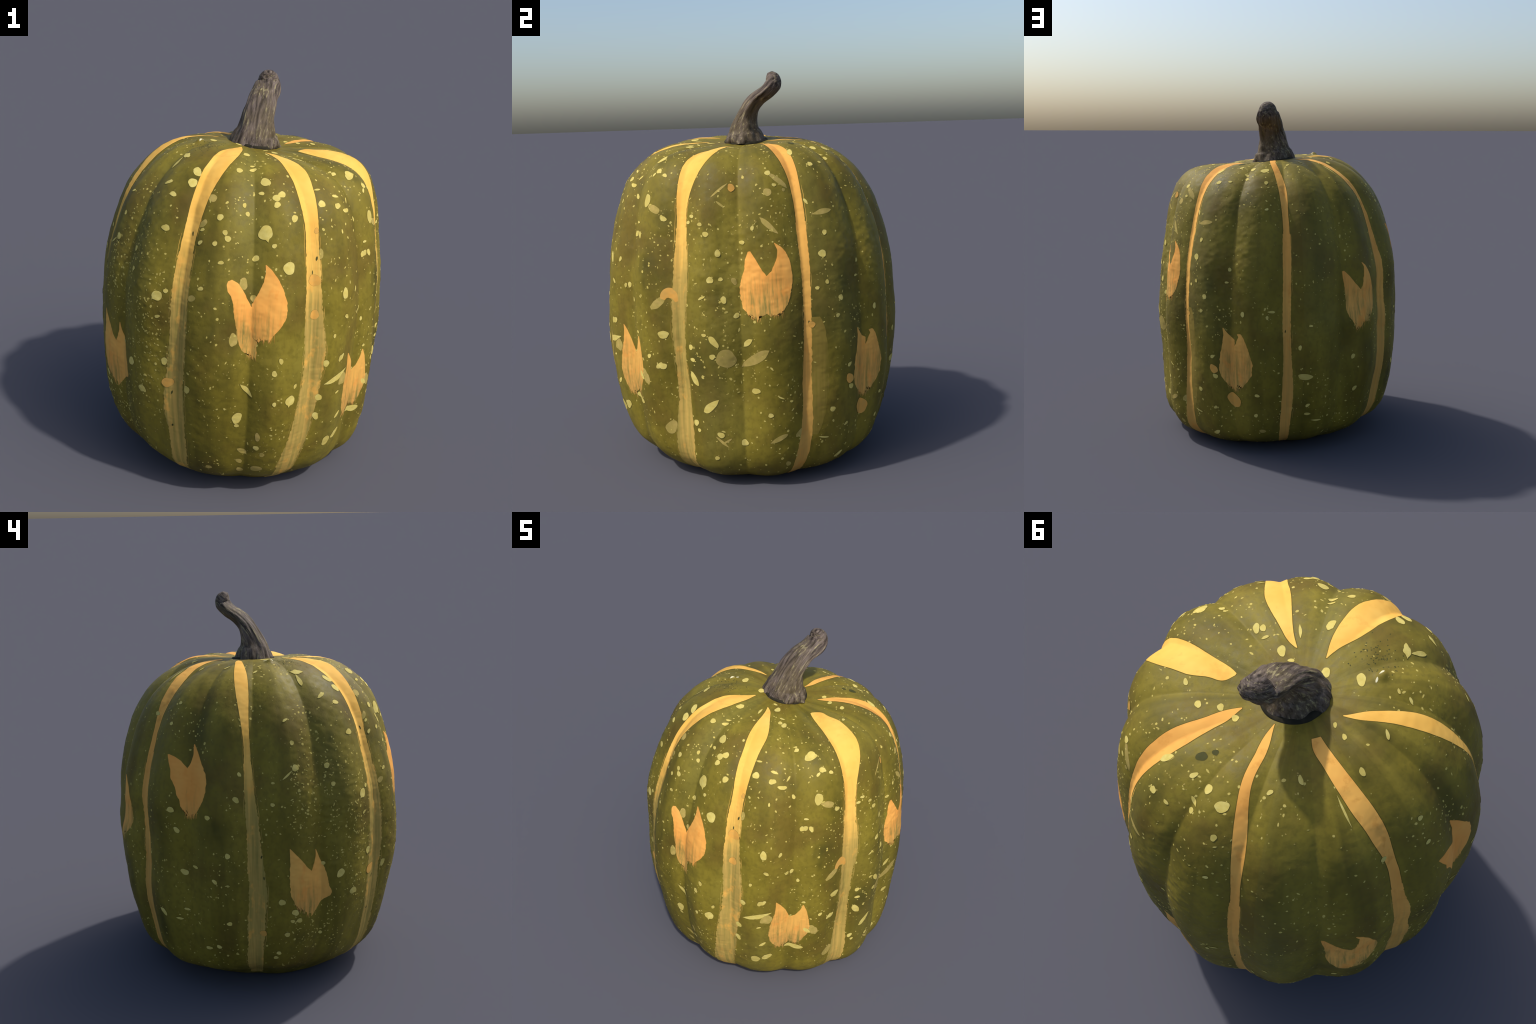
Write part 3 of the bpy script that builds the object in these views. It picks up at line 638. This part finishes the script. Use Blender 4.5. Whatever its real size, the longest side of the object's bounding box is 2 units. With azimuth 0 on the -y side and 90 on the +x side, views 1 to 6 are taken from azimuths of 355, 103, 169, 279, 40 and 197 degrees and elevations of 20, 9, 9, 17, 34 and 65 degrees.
# ------------------------------------------------------------------ paint dabs
# (azimuth, elevation, half length mm, half width mm, tilt of the long axis from horizontal)
DABS = {
    ("front", "pale"): [
        (0.1, 34.3, 17, 14, 17), (2.6, 53.0, 14, 8, 165), (3.4, -33.9, 16, 14, 120), (5.0, 56.6, 24, 22, 128),
        (6.9, 37.4, 11, 10, 25), (7.6, -4.5, 15, 12, 99), (8.1, -15.6, 12, 9, 106), (8.9, 48.8, 15, 14, 23),
        (9.0, 50.9, 18, 17, 59), (9.7, -0.1, 15, 10, 99), (11.7, 51.9, 18, 16, 47), (12.1, 30.7, 30, 25, 93),
        (15.3, -10.3, 11, 7, 82), (15.5, 44.6, 17, 15, 57), (15.5, 73.0, 29, 6, 90), (15.5, -10.2, 11, 8, 71),
        (337.5, -13.4, 19, 15, 104), (337.6, -13.6, 21, 14, 60), (338.4, 37.4, 13, 9, 23), (338.6, 41.1, 12, 7, 11),
        (341.0, 23.4, 14, 9, 8), (344.5, 37.3, 11, 11, 179), (345.4, 44.7, 15, 14, 172), (347.4, 32.0, 14, 8, 6),
        (348.0, 40.6, 12, 12, 143), (349.2, 39.0, 14, 14, 76), (350.8, 60.2, 15, 14, 77), (353.6, 70.7, 19, 12, 113),
        (353.6, 70.8, 24, 14, 73), (354.8, 49.1, 11, 9, 78), (355.6, -22.7, 33, 22, 72), (355.6, -25.7, 13, 9, 153),
        (356.3, 46.8, 11, 10, 40), (358.5, -11.8, 46, 11, 131), (358.6, 63.6, 18, 5, 25), (358.8, 61.9, 19, 10, 30),
    ],
    ("front", "faint"): [
        (3.5, -29.3, 27, 12, 98), (4.5, -43.2, 29, 23, 25), (5.9, -36.5, 16, 12, 97), (337.8, 19.8, 20, 15, 13),
        (338.5, 42.8, 23, 14, 35), (340.5, 50.1, 23, 18, 157), (345.0, -42.6, 16, 14, 163), (353.2, 7.3, 32, 19, 95),
        (355.9, 26.3, 26, 19, 98), (357.2, -40.4, 22, 11, 137), (357.8, -44.9, 25, 14, 126),
        (358.2, -36.4, 32, 13, 141), (359.6, 21.7, 15, 15, 40),
    ],
    ("front", "tailed"): [
        (3.7, 41.4, 34, 32, 91), (13.8, -15.1, 26, 25, 65),
    ],
    ("front_side", "pale"): [
        (26.0, -24.7, 22, 15, 116), (26.3, -17.6, 19, 16, 131), (28.0, -4.4, 19, 15, 120), (29.6, 47.9, 19, 16, 16),
        (29.6, 80.1, 12, 7, 158), (30.1, 52.4, 18, 5, 177), (30.9, 5.6, 11, 8, 75), (33.6, -35.8, 31, 26, 116),
        (33.8, -11.6, 79, 15, 13), (34.2, -11.5, 45, 14, 13), (34.4, -11.7, 40, 15, 13), (34.8, -17.5, 13, 6, 8),
        (35.0, -4.3, 17, 15, 47), (35.6, 20.0, 28, 17, 100), (36.1, 76.8, 24, 14, 69), (36.2, -4.2, 18, 13, 30),
        (36.6, -26.7, 22, 10, 35), (36.7, 39.2, 11, 5, 94), (37.0, 11.5, 16, 10, 139), (37.2, 46.4, 14, 14, 92),
        (37.5, -35.1, 22, 13, 76), (37.9, 46.5, 17, 11, 14), (38.2, 49.3, 20, 6, 164), (38.3, 49.4, 19, 6, 163),
        (38.8, -35.0, 32, 20, 34), (40.4, 68.9, 15, 11, 71), (41.6, 44.8, 19, 9, 177), (42.3, 20.3, 16, 8, 61),
        (42.4, 44.8, 16, 9, 172), (42.5, 71.4, 16, 6, 164), (42.9, 44.9, 17, 8, 3), (44.0, 67.9, 21, 13, 64),
        (45.0, 47.7, 18, 5, 56), (45.4, 11.1, 13, 9, 59), (47.4, 42.1, 13, 10, 110), (47.5, 11.6, 16, 11, 68),
        (49.7, -31.2, 47, 15, 2), (50.4, 56.9, 13, 9, 26), (50.6, 6.2, 12, 9, 88), (50.6, 56.9, 11, 10, 112),
        (51.2, -31.3, 57, 18, 1), (51.5, 30.5, 15, 13, 87), (52.8, 30.6, 15, 14, 117), (53.1, 34.1, 13, 6, 174),
        (53.6, -6.2, 12, 7, 174), (55.3, 30.1, 18, 11, 111), (55.8, -21.7, 25, 12, 136), (56.8, 53.7, 33, 19, 15),
        (57.4, 54.2, 22, 20, 101), (58.5, 40.4, 31, 23, 78), (59.0, 47.9, 13, 7, 44), (61.2, 49.1, 16, 14, 173),
        (61.3, -13.9, 13, 10, 26), (61.5, 49.1, 19, 10, 150), (65.3, 47.9, 11, 8, 170), (65.6, 47.9, 12, 9, 166),
        (65.9, -17.1, 20, 12, 34), (67.3, 35.9, 16, 11, 137), (67.3, -17.4, 22, 14, 4), (67.8, 35.8, 16, 12, 9),
        (68.1, -5.4, 30, 19, 178),
    ],
    ("front_side", "faint"): [
        (25.6, 34.1, 24, 14, 82), (36.7, -13.7, 26, 18, 72), (37.9, -13.6, 30, 27, 100), (38.7, -13.9, 26, 23, 99),
        (58.1, -21.3, 36, 19, 102), (59.4, -22.3, 30, 17, 104), (62.8, 38.1, 37, 19, 164),
        (68.3, -37.8, 39, 30, 41),
    ],
    ("front_side", "orange"): [
        (22.6, 26.4, 32, 27, 163), (22.8, 14.6, 25, 22, 137), (24.9, 40.9, 13, 11, 75),
    ],
    ("sun_side", "pale"): [
        (79.8, 35.1, 13, 8, 169), (80.9, -8.8, 16, 12, 41), (81.1, -34.7, 19, 14, 52), (81.5, -13.4, 17, 9, 11),
        (81.6, 36.6, 14, 8, 159), (81.7, -20.3, 36, 18, 127), (81.8, -20.2, 39, 16, 131), (82.4, -36.4, 12, 8, 37),
        (85.4, 34.0, 12, 9, 174), (86.3, 9.9, 20, 6, 24), (86.9, -3.5, 12, 8, 173), (87.8, 31.1, 15, 12, 178),
        (88.0, -28.5, 51, 18, 40), (89.3, -42.6, 13, 10, 42), (89.6, 16.2, 16, 16, 17), (89.8, -11.1, 15, 12, 13),
        (90.5, -5.7, 32, 15, 130), (91.4, -36.5, 19, 13, 159), (92.4, 25.3, 16, 14, 91), (93.4, 16.6, 11, 9, 2),
        (94.4, 9.3, 18, 13, 109), (94.8, 62.9, 14, 8, 20), (98.9, 3.5, 15, 12, 34), (100.3, -39.1, 17, 17, 53),
        (101.7, 28.9, 16, 9, 162), (102.8, -6.5, 30, 12, 40), (105.2, -23.4, 22, 14, 18), (105.8, 32.6, 12, 8, 82),
        (108.6, 66.2, 16, 11, 6), (110.2, -30.3, 13, 11, 7), (110.9, -15.1, 12, 4, 129), (112.6, 70.9, 16, 11, 177),
        (113.2, 47.7, 14, 13, 49), (114.0, -24.9, 19, 4, 151), (115.3, 44.2, 11, 8, 10),
    ],
    ("sun_side", "faint"): [
        (91.7, -38.4, 43, 6, 137), (92.9, 43.4, 54, 5, 44), (93.5, 39.6, 25, 5, 149), (93.6, -38.3, 29, 5, 27),
        (94.7, -12.1, 47, 45, 151), (98.3, 16.0, 18, 12, 112), (105.3, -12.2, 92, 21, 35), (111.9, 32.8, 58, 12, 135),
        (112.3, 42.1, 19, 18, 18), (113.2, -36.9, 48, 12, 29), (116.9, -44.6, 17, 12, 131),
        (117.2, 45.8, 59, 14, 144), (119.2, 43.1, 10, 8, 54), (121.4, -36.6, 25, 17, 26),
    ],
    ("sun_side", "orange"): [
        (97.7, 44.5, 18, 17, 86),
    ],
    ("sun_back", "pale"): [
        (124.4, 73.4, 14, 12, 1), (128.1, 39.5, 19, 6, 120), (128.8, 11.6, 11, 8, 171), (129.0, 57.0, 31, 12, 68),
        (131.3, -38.7, 27, 5, 173), (131.5, 22.8, 19, 17, 174), (132.4, 13.3, 11, 9, 89), (133.4, 29.3, 13, 11, 70),
        (133.9, -30.4, 14, 12, 131), (134.2, -30.4, 14, 11, 65), (134.8, 50.6, 14, 9, 47), (135.3, 50.7, 13, 11, 150),
        (135.9, 1.2, 12, 9, 17), (137.5, 7.3, 14, 13, 135), (139.5, -45.2, 25, 13, 36), (141.0, -36.1, 12, 9, 28),
        (141.1, -17.0, 13, 10, 35), (141.6, 51.4, 11, 7, 2), (142.2, -24.5, 17, 12, 144), (142.2, -24.5, 15, 11, 15),
        (142.6, 60.0, 17, 8, 64), (147.1, 13.9, 11, 6, 5), (148.3, 19.1, 11, 10, 44), (149.3, 56.0, 20, 7, 150),
        (150.4, 54.0, 12, 10, 144), (151.2, 60.0, 17, 15, 76), (155.0, 1.4, 15, 11, 84), (159.9, -37.3, 12, 10, 67),
        (160.3, 58.8, 27, 18, 31), (160.7, -30.0, 14, 9, 176), (162.5, 52.1, 13, 11, 89), (163.9, 41.5, 12, 6, 25),
        (165.0, 0.4, 11, 8, 92), (166.7, 2.7, 22, 7, 177),
    ],
    ("sun_back", "faint"): [
        (129.1, 57.2, 27, 14, 68), (134.0, 35.6, 54, 13, 3), (162.4, -43.4, 20, 12, 172),
    ],
    ("sun_back", "orange"): [
        (126.5, -1.3, 16, 15, 118), (141.5, -21.8, 29, 21, 141), (150.2, -33.2, 49, 36, 138),
    ],
    ("sun_back", "dark"): [
        (138.2, 63.6, 20, 16, 54), (140.8, 66.3, 11, 10, 25),
    ],
    ("back", "pale"): [
        (177.4, 65.4, 13, 7, 44), (178.5, -12.2, 15, 9, 83), (180.9, -23.9, 40, 19, 179), (182.5, -34.9, 14, 9, 36),
        (182.6, -38.2, 21, 8, 175), (182.8, -3.2, 11, 6, 178), (187.3, -41.0, 33, 6, 168), (192.8, 68.9, 17, 8, 104),
        (204.3, -18.8, 16, 11, 52), (206.6, -31.9, 18, 11, 48), (212.0, 61.1, 56, 4, 99), (221.7, 46.5, 13, 11, 3),
    ],
    ("shade_back", "pale"): [
        (228.2, 67.1, 16, 9, 79), (232.8, 75.4, 12, 7, 61), (234.1, 78.8, 11, 6, 51), (237.8, 44.0, 11, 9, 4),
        (237.9, -26.7, 25, 14, 141), (238.6, 51.1, 11, 9, 3), (243.7, 15.1, 20, 14, 2), (245.6, -28.1, 22, 7, 175),
        (246.1, 7.5, 18, 13, 149), (248.8, -9.7, 24, 14, 157), (249.2, -24.4, 17, 7, 163), (254.3, -6.4, 18, 8, 1),
        (254.4, 68.9, 19, 6, 48), (258.3, -36.6, 20, 10, 21), (260.2, 14.3, 14, 12, 170), (262.8, -10.3, 15, 10, 146),
        (262.9, -35.3, 13, 12, 133), (267.9, -26.2, 13, 11, 171), (268.0, 0.2, 14, 13, 119),
        (271.2, 21.4, 17, 13, 141), (272.4, 30.2, 12, 8, 125),
    ],
    ("shade_front", "pale"): [
        (279.8, 66.0, 15, 6, 37), (283.8, 69.0, 11, 5, 20), (285.2, 19.5, 11, 9, 147), (286.2, -40.1, 13, 11, 179),
        (287.3, -38.0, 13, 12, 150), (288.1, -17.9, 17, 16, 171), (290.3, -30.4, 15, 13, 144),
        (291.3, 29.1, 33, 5, 39), (292.2, -25.4, 12, 9, 156), (292.6, 46.3, 14, 6, 31), (293.2, -22.2, 19, 16, 130),
        (294.3, 39.2, 11, 11, 41), (294.7, 31.3, 17, 16, 83), (294.9, 76.7, 25, 16, 167), (295.0, -25.5, 15, 13, 126),
        (305.2, -33.3, 11, 9, 146), (305.4, -5.8, 11, 10, 139), (308.1, 59.9, 36, 10, 90), (308.2, 60.6, 33, 8, 91),
        (308.7, 30.8, 14, 13, 75), (309.4, 63.6, 22, 11, 155), (309.6, 63.7, 21, 16, 131), (310.1, 63.7, 32, 12, 159),
        (310.2, 24.2, 12, 11, 158), (312.2, -10.4, 24, 20, 49), (314.8, 52.6, 25, 9, 21), (315.4, 52.8, 13, 10, 42),
        (318.0, -18.5, 20, 17, 174), (318.7, -18.4, 23, 14, 144), (320.9, 49.3, 18, 11, 170),
        (321.0, 49.3, 20, 10, 171), (322.5, 39.5, 20, 13, 12), (323.0, 39.5, 17, 14, 9), (323.5, 18.3, 25, 17, 53),
        (324.2, 18.0, 26, 20, 23), (324.6, 10.9, 14, 8, 21), (326.9, 58.4, 24, 15, 153), (326.9, 82.6, 21, 15, 141),
        (327.1, 20.4, 12, 10, 18), (327.2, 58.1, 29, 17, 134), (327.8, 54.2, 24, 21, 161), (327.8, -5.6, 20, 16, 56),
    ],
    ("shade_front", "orange"): [
        (281.0, -30.8, 19, 16, 15), (329.3, -13.5, 33, 24, 26),
    ],
}


def dab_shape(a, b, tilt, r, segs, tail=0.0):
    """outline of one dab in metres on the tangent plane"""
    th = np.linspace(0, 2 * np.pi, segs, endpoint=False)
    k = 1 + 0.05 * np.sin(2 * th + r.uniform(0, 6)) + 0.06 * np.sin(3 * th + r.uniform(0, 6)) \
        + 0.03 * np.sin(5 * th + r.uniform(0, 6))
    wid = b * np.ones(segs)
    if a > 2.4 * b:                                     # streaks taper to points
        wid = b * (1 - 0.75 * np.abs(np.cos(th)) ** r.uniform(2, 6))
    ex, ey = a * np.cos(th) * k, wid * np.sin(th) * k
    if tail:
        lobe = np.exp(-((np.mod(th - math.pi * 1.08 + math.pi, 2 * math.pi) - math.pi) / 0.17) ** 2)
        ex, ey = ex * (1 + tail * lobe), ey * (1 + tail * lobe)
    c, s = math.cos(math.radians(tilt)), math.sin(math.radians(tilt))
    return ex * c - ey * s, ex * s + ey * c


def dabs(items, segs, rings, seed):
    """items: (azimuth, elevation, half length, half width, tilt, lift, tail) -> vertices (n, k, 3) and faces of one dab"""
    r = np.random.default_rng(seed)
    it = np.array([q[:2] for q in items], float)
    e = 0.3
    dE = np.linalg.norm(surface(it[:, 0] + e, it[:, 1]) - surface(it[:, 0] - e, it[:, 1]), axis=1) / (2 * e)
    dN = np.linalg.norm(surface(it[:, 0], it[:, 1] + e) - surface(it[:, 0], it[:, 1] - e), axis=1) / (2 * e)
    out = [dab_shape(q[2], q[3], q[4], r, segs, q[6]) for q in items]
    X, Y = np.array([o[0] for o in out]), np.array([o[1] for o in out])
    size = np.hypot(X, Y).mean(1)
    rad = np.concatenate([np.linspace(0, 1.0, rings + 1)[1:], [0.0]])
    rad = np.repeat(rad[None, :], len(items), 0)
    rad[:, -1] = 1 + 0.0014 / size                       # rim dips below the rind
    n = len(items)
    A = it[:, :1] + np.concatenate([np.zeros((n, 1)), (rad[:, :, None] * X[:, None, :]).reshape(n, -1)], 1) / dE[:, None]
    B = it[:, 1:2] + np.concatenate([np.zeros((n, 1)), (rad[:, :, None] * Y[:, None, :]).reshape(n, -1)], 1) / dN[:, None]
    h = np.concatenate([np.ones(1 + rings * segs), np.zeros(segs)])
    H = np.array([q[5] for q in items])[:, None] * h[None, :] - 0.0004 * (1 - h)[None, :]
    v, nn = raised(A, B, H)
    f = [(0, 1 + j, 1 + (j + 1) % segs) for j in range(segs)]
    rim = [0] * segs
    for q in range(rings):
        o = 1 + q * segs
        f += [(o + j, o + segs + j, o + segs + (j + 1) % segs, o + (j + 1) % segs) for j in range(segs)]
        rim += [int(q == rings - 1)] * segs
    return v, f, rim, nn


def joined(v, f):
    """many equal dabs -> one vertex and face list"""
    k = v.shape[1]
    return v.reshape(-1, 3), [tuple(i + n * k for i in q) for n in range(len(v)) for q in f]


LIFT = {"faint": 0.0007, "pale": 0.0018, "tailed": 0.0018, "orange": 0.0022, "dark": 0.0009}
count = 0
for (where, look), items in DABS.items():
    full = []
    for d in items:
        count += 1
        full.append((d[0], d[1], d[2] / 1000, d[3] / 1000, d[4], LIFT[look] + 0.00002 * (count % 13),
                     0.55 if look == "tailed" else 0.0))
    v, f, rim, nn = dabs(full, 24, 3, 900 + count)
    for one, shade in zip(v, nn):
        add_mesh("paint_dab", one, f, DAB[look], rim=rim, shade=shade)

# ------------------------------------------------------------------ fine speckles, too many to pick apart
r = np.random.default_rng(21)
cand_phi = np.linspace(-60, 78, 400)
ring = surface(np.zeros(400), cand_phi)
weight = np.hypot(ring[:, 0], ring[:, 1]) * np.r_[np.linalg.norm(np.diff(ring, axis=0), axis=1), 0]
weight /= weight.sum()


def scatter(n, a0, a1, p0, p1):
    """clumped random places between two azimuths and two elevations"""
    m = n * 12
    w = weight * ((cand_phi > p0) & (cand_phi < p1))
    a, p = r.uniform(a0, a1, m), r.choice(cand_phi, m, p=w / w.sum()) + r.uniform(-0.2, 0.2, m)
    pos = surface(a, p)
    keep = r.random(m) < 0.5 + 0.9 * noise(pos + 11, 5.0) + 0.5 * noise(pos + 5, 14.0)
    return list(zip(a[keep][:n], p[keep][:n]))


places = scatter(2300, 0, 360, -54, 73) + scatter(420, 292, 326, -45, 52) + scatter(260, 60, 150, -50, 60)
small = {"pale": [], "faint": []}
for a, p in places:
    size = float(np.clip(r.lognormal(math.log(0.0024), 0.42), 0.0012, 0.0062))
    asp = r.uniform(1, 1.8) if r.random() < 0.8 else r.uniform(2, 3.5)
    look = "pale" if size > 0.0023 or r.random() < 0.4 else "faint"
    small[look].append((a, p, size * asp ** 0.5, size / asp ** 0.5, r.uniform(0, 180), 0.0009, 0.0))
for look, items in small.items():
    v, f, rim, nn = dabs(items, 9, 1, 31)
    ob = add_mesh("paint_speckles", *joined(v, f), DAB[look], shade=nn)
    ob["kind"] = "stuff"

# flat dark dabs painted for hollows beside the glue and nicks in the stripes
items = [(r.normal(312, 7), r.normal(70, 2.6), r.uniform(0.0012, 0.0032), r.uniform(0.001, 0.002), r.uniform(0, 180), 0.0008, 0.0)
         for _ in range(70)]
items += [(a, p, r.uniform(0.007, 0.012), r.uniform(0.003, 0.0045), r.uniform(70, 110), 0.0022, 0.0)
          for a, p in ((334.3, 40), (331, -17), (330.5, -30), (24, 33), (22, 29), (125.5, -0.5), (281.5, -9), (280.7, -0.5), (172.4, -6))]
v, f, rim, nn = dabs(items, 10, 1, 41)
pit_dabs = add_mesh("dark_pit_dabs", *joined(v, f), DAB["dark"], shade=nn)
pit_dabs["kind"] = "stuff"

# ------------------------------------------------------------------ stem
# spine point, half width across x, half depth along the bend
SPINE = [((0.018, 0.009, 1.638), 0.126, 0.115), ((0.024, 0.003, 1.661), 0.124, 0.108), ((0.025, 0.005, 1.692), 0.113, 0.092),
         ((0.032, 0.007, 1.724), 0.096, 0.074), ((0.039, 0.026, 1.781), 0.081, 0.053), ((0.054, 0.054, 1.833), 0.072, 0.043),
         ((0.068, 0.100, 1.873), 0.067, 0.038), ((0.086, 0.144, 1.898), 0.068, 0.037), ((0.097, 0.175, 1.928), 0.064, 0.040),
         ((0.098, 0.182, 1.951), 0.053, 0.039), ((0.097, 0.175, 1.975), 0.044, 0.034), ((0.097, 0.167, 1.996), 0.022, 0.015)]
k = np.arange(len(SPINE))
axis = [spline(k, [s[0][i] for s in SPINE]) for i in range(3)]
wide, deep = spline(k, [s[1] for s in SPINE]), spline(k, [s[2] for s in SPINE])
n, segs = 170, 96
tt = np.linspace(0, len(SPINE) - 1, n)
C = np.stack([f(tt) for f in axis], 1)
T = np.gradient(C, axis=0)
T /= np.linalg.norm(T, axis=1, keepdims=True)
tilt = np.clip((tt - 1.5) / 2.5, 0, 1)[:, None]            # rings lie level at the foot
T = np.array([0, 0, 1.0]) * (1 - tilt) + T * tilt
T /= np.linalg.norm(T, axis=1, keepdims=True)
X = np.array([1.0, 0, 0]) - T * T[:, :1]
X /= np.linalg.norm(X, axis=1, keepdims=True)
Y = np.cross(T, X)
th = np.linspace(0, 2 * np.pi, segs, endpoint=False)
FIBRE = np.random.default_rng(3).normal(0, 1, (64, 24))


def fibre(th, q, around, along, height):
    """ridges that run the length of the stem, drifting slowly"""
    u = np.mod(th / (2 * np.pi) + 0.06 * q, 1.0) * around
    i, w = np.floor(u).astype(int), u - np.floor(u)
    j, x = int(q * along), q * along - int(q * along)
    w = w * w * (3 - 2 * w)
    row = lambda k: FIBRE[i % around, k] * (1 - w) + FIBRE[(i + 1) % around, k] * w
    return height * (row(j) * (1 - x) + row(j + 1) * x)


rings = []
for i in range(n):
    q = tt[i] / tt[-1]
    ridge = np.zeros(segs)
    for j, (at, depth, wdt) in enumerate(((4.35, 0.11, 0.13), (5.3, 0.05, 0.18), (3.4, 0.06, 0.18), (0.9, 0.06, 0.2), (2.2, 0.07, 0.2), (0.0, 0.04, 0.18))):
        ridge -= depth * np.exp(-((np.mod(th - at - 0.55 * q + np.pi, 2 * np.pi) - np.pi) / wdt) ** 2)
    ridge *= np.clip(q * 8, 0.3, 1) * np.clip((1 - q) * 6, 0, 1)
    hook = np.exp(-((np.mod(th - 4.71 + np.pi, 2 * np.pi) - np.pi) / 0.55) ** 2) * np.exp(-((q - 0.93) / 0.05) ** 2)
    ridge -= 0.26 * hook                                  # hollow under the broken tip
    flare = -0.04 * np.clip(1 - q * 6, 0, 1) + 0.05 * np.sin(7 * th + 1.0) * np.clip(1 - q * 5, 0, 1)
    m = 1 + ridge + flare
    p = C[i] + X[i] * (1.05 * wide(tt[i]) * m * np.cos(th))[:, None] + Y[i] * (deep(tt[i]) * m * np.sin(th))[:, None]
    d = p - C[i]
    rough = fibre(th, q, 17, 4, 0.034) + fibre(th, q, 36, 8, 0.024) + noise(p + 2.0, 60.0) * 0.012
    p = C[i] + d * (1 + rough[:, None] * np.clip((1 - q) * 8, 0.2, 1))
    rings.append(p)
verts = np.vstack(rings)
faces = grid_faces(n, segs, 0, True)
base, tip = len(verts), len(verts) + 1
verts = np.vstack([verts, C[0], C[-1] + np.array([-0.002, -0.004, 0.002])])
faces += [(base, (j + 1) % segs, j) for j in range(segs)]
faces += [(tip, (n - 1) * segs + j, (n - 1) * segs + (j + 1) % segs) for j in range(segs)]
verts[:, 2] *= 1.0
verts[:, 2] = np.where(verts[:, 2] > 1.9, 1.9 + (verts[:, 2] - 1.9) * (0.1 / (verts[:, 2].max() - 1.9)), verts[:, 2])
stem = add_mesh("stem", verts, faces, STEM)

# dark ring added for the shaded gap where the stem is set into the rind
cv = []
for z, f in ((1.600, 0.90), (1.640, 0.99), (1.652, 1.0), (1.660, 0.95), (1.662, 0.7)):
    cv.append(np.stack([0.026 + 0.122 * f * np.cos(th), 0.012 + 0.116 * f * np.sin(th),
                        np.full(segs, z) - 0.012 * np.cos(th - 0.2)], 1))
add_mesh("stem_gap_shade", np.vstack(cv), grid_faces(5, segs, 0, True), GAP_SHADE, stem)

# ------------------------------------------------------------------ dried glue on the pimple
items = [(292.0, 73.6, 0.010, 0.0035, 160, 0.0016, 0.0), (297.0, 72.3, 0.012, 0.0035, 120, 0.0018, 0.0)]
v, f, rim, nn = dabs(items, 14, 2, 77)
add_mesh("glue_smear", *joined(v, f), GLUE, shade=nn)
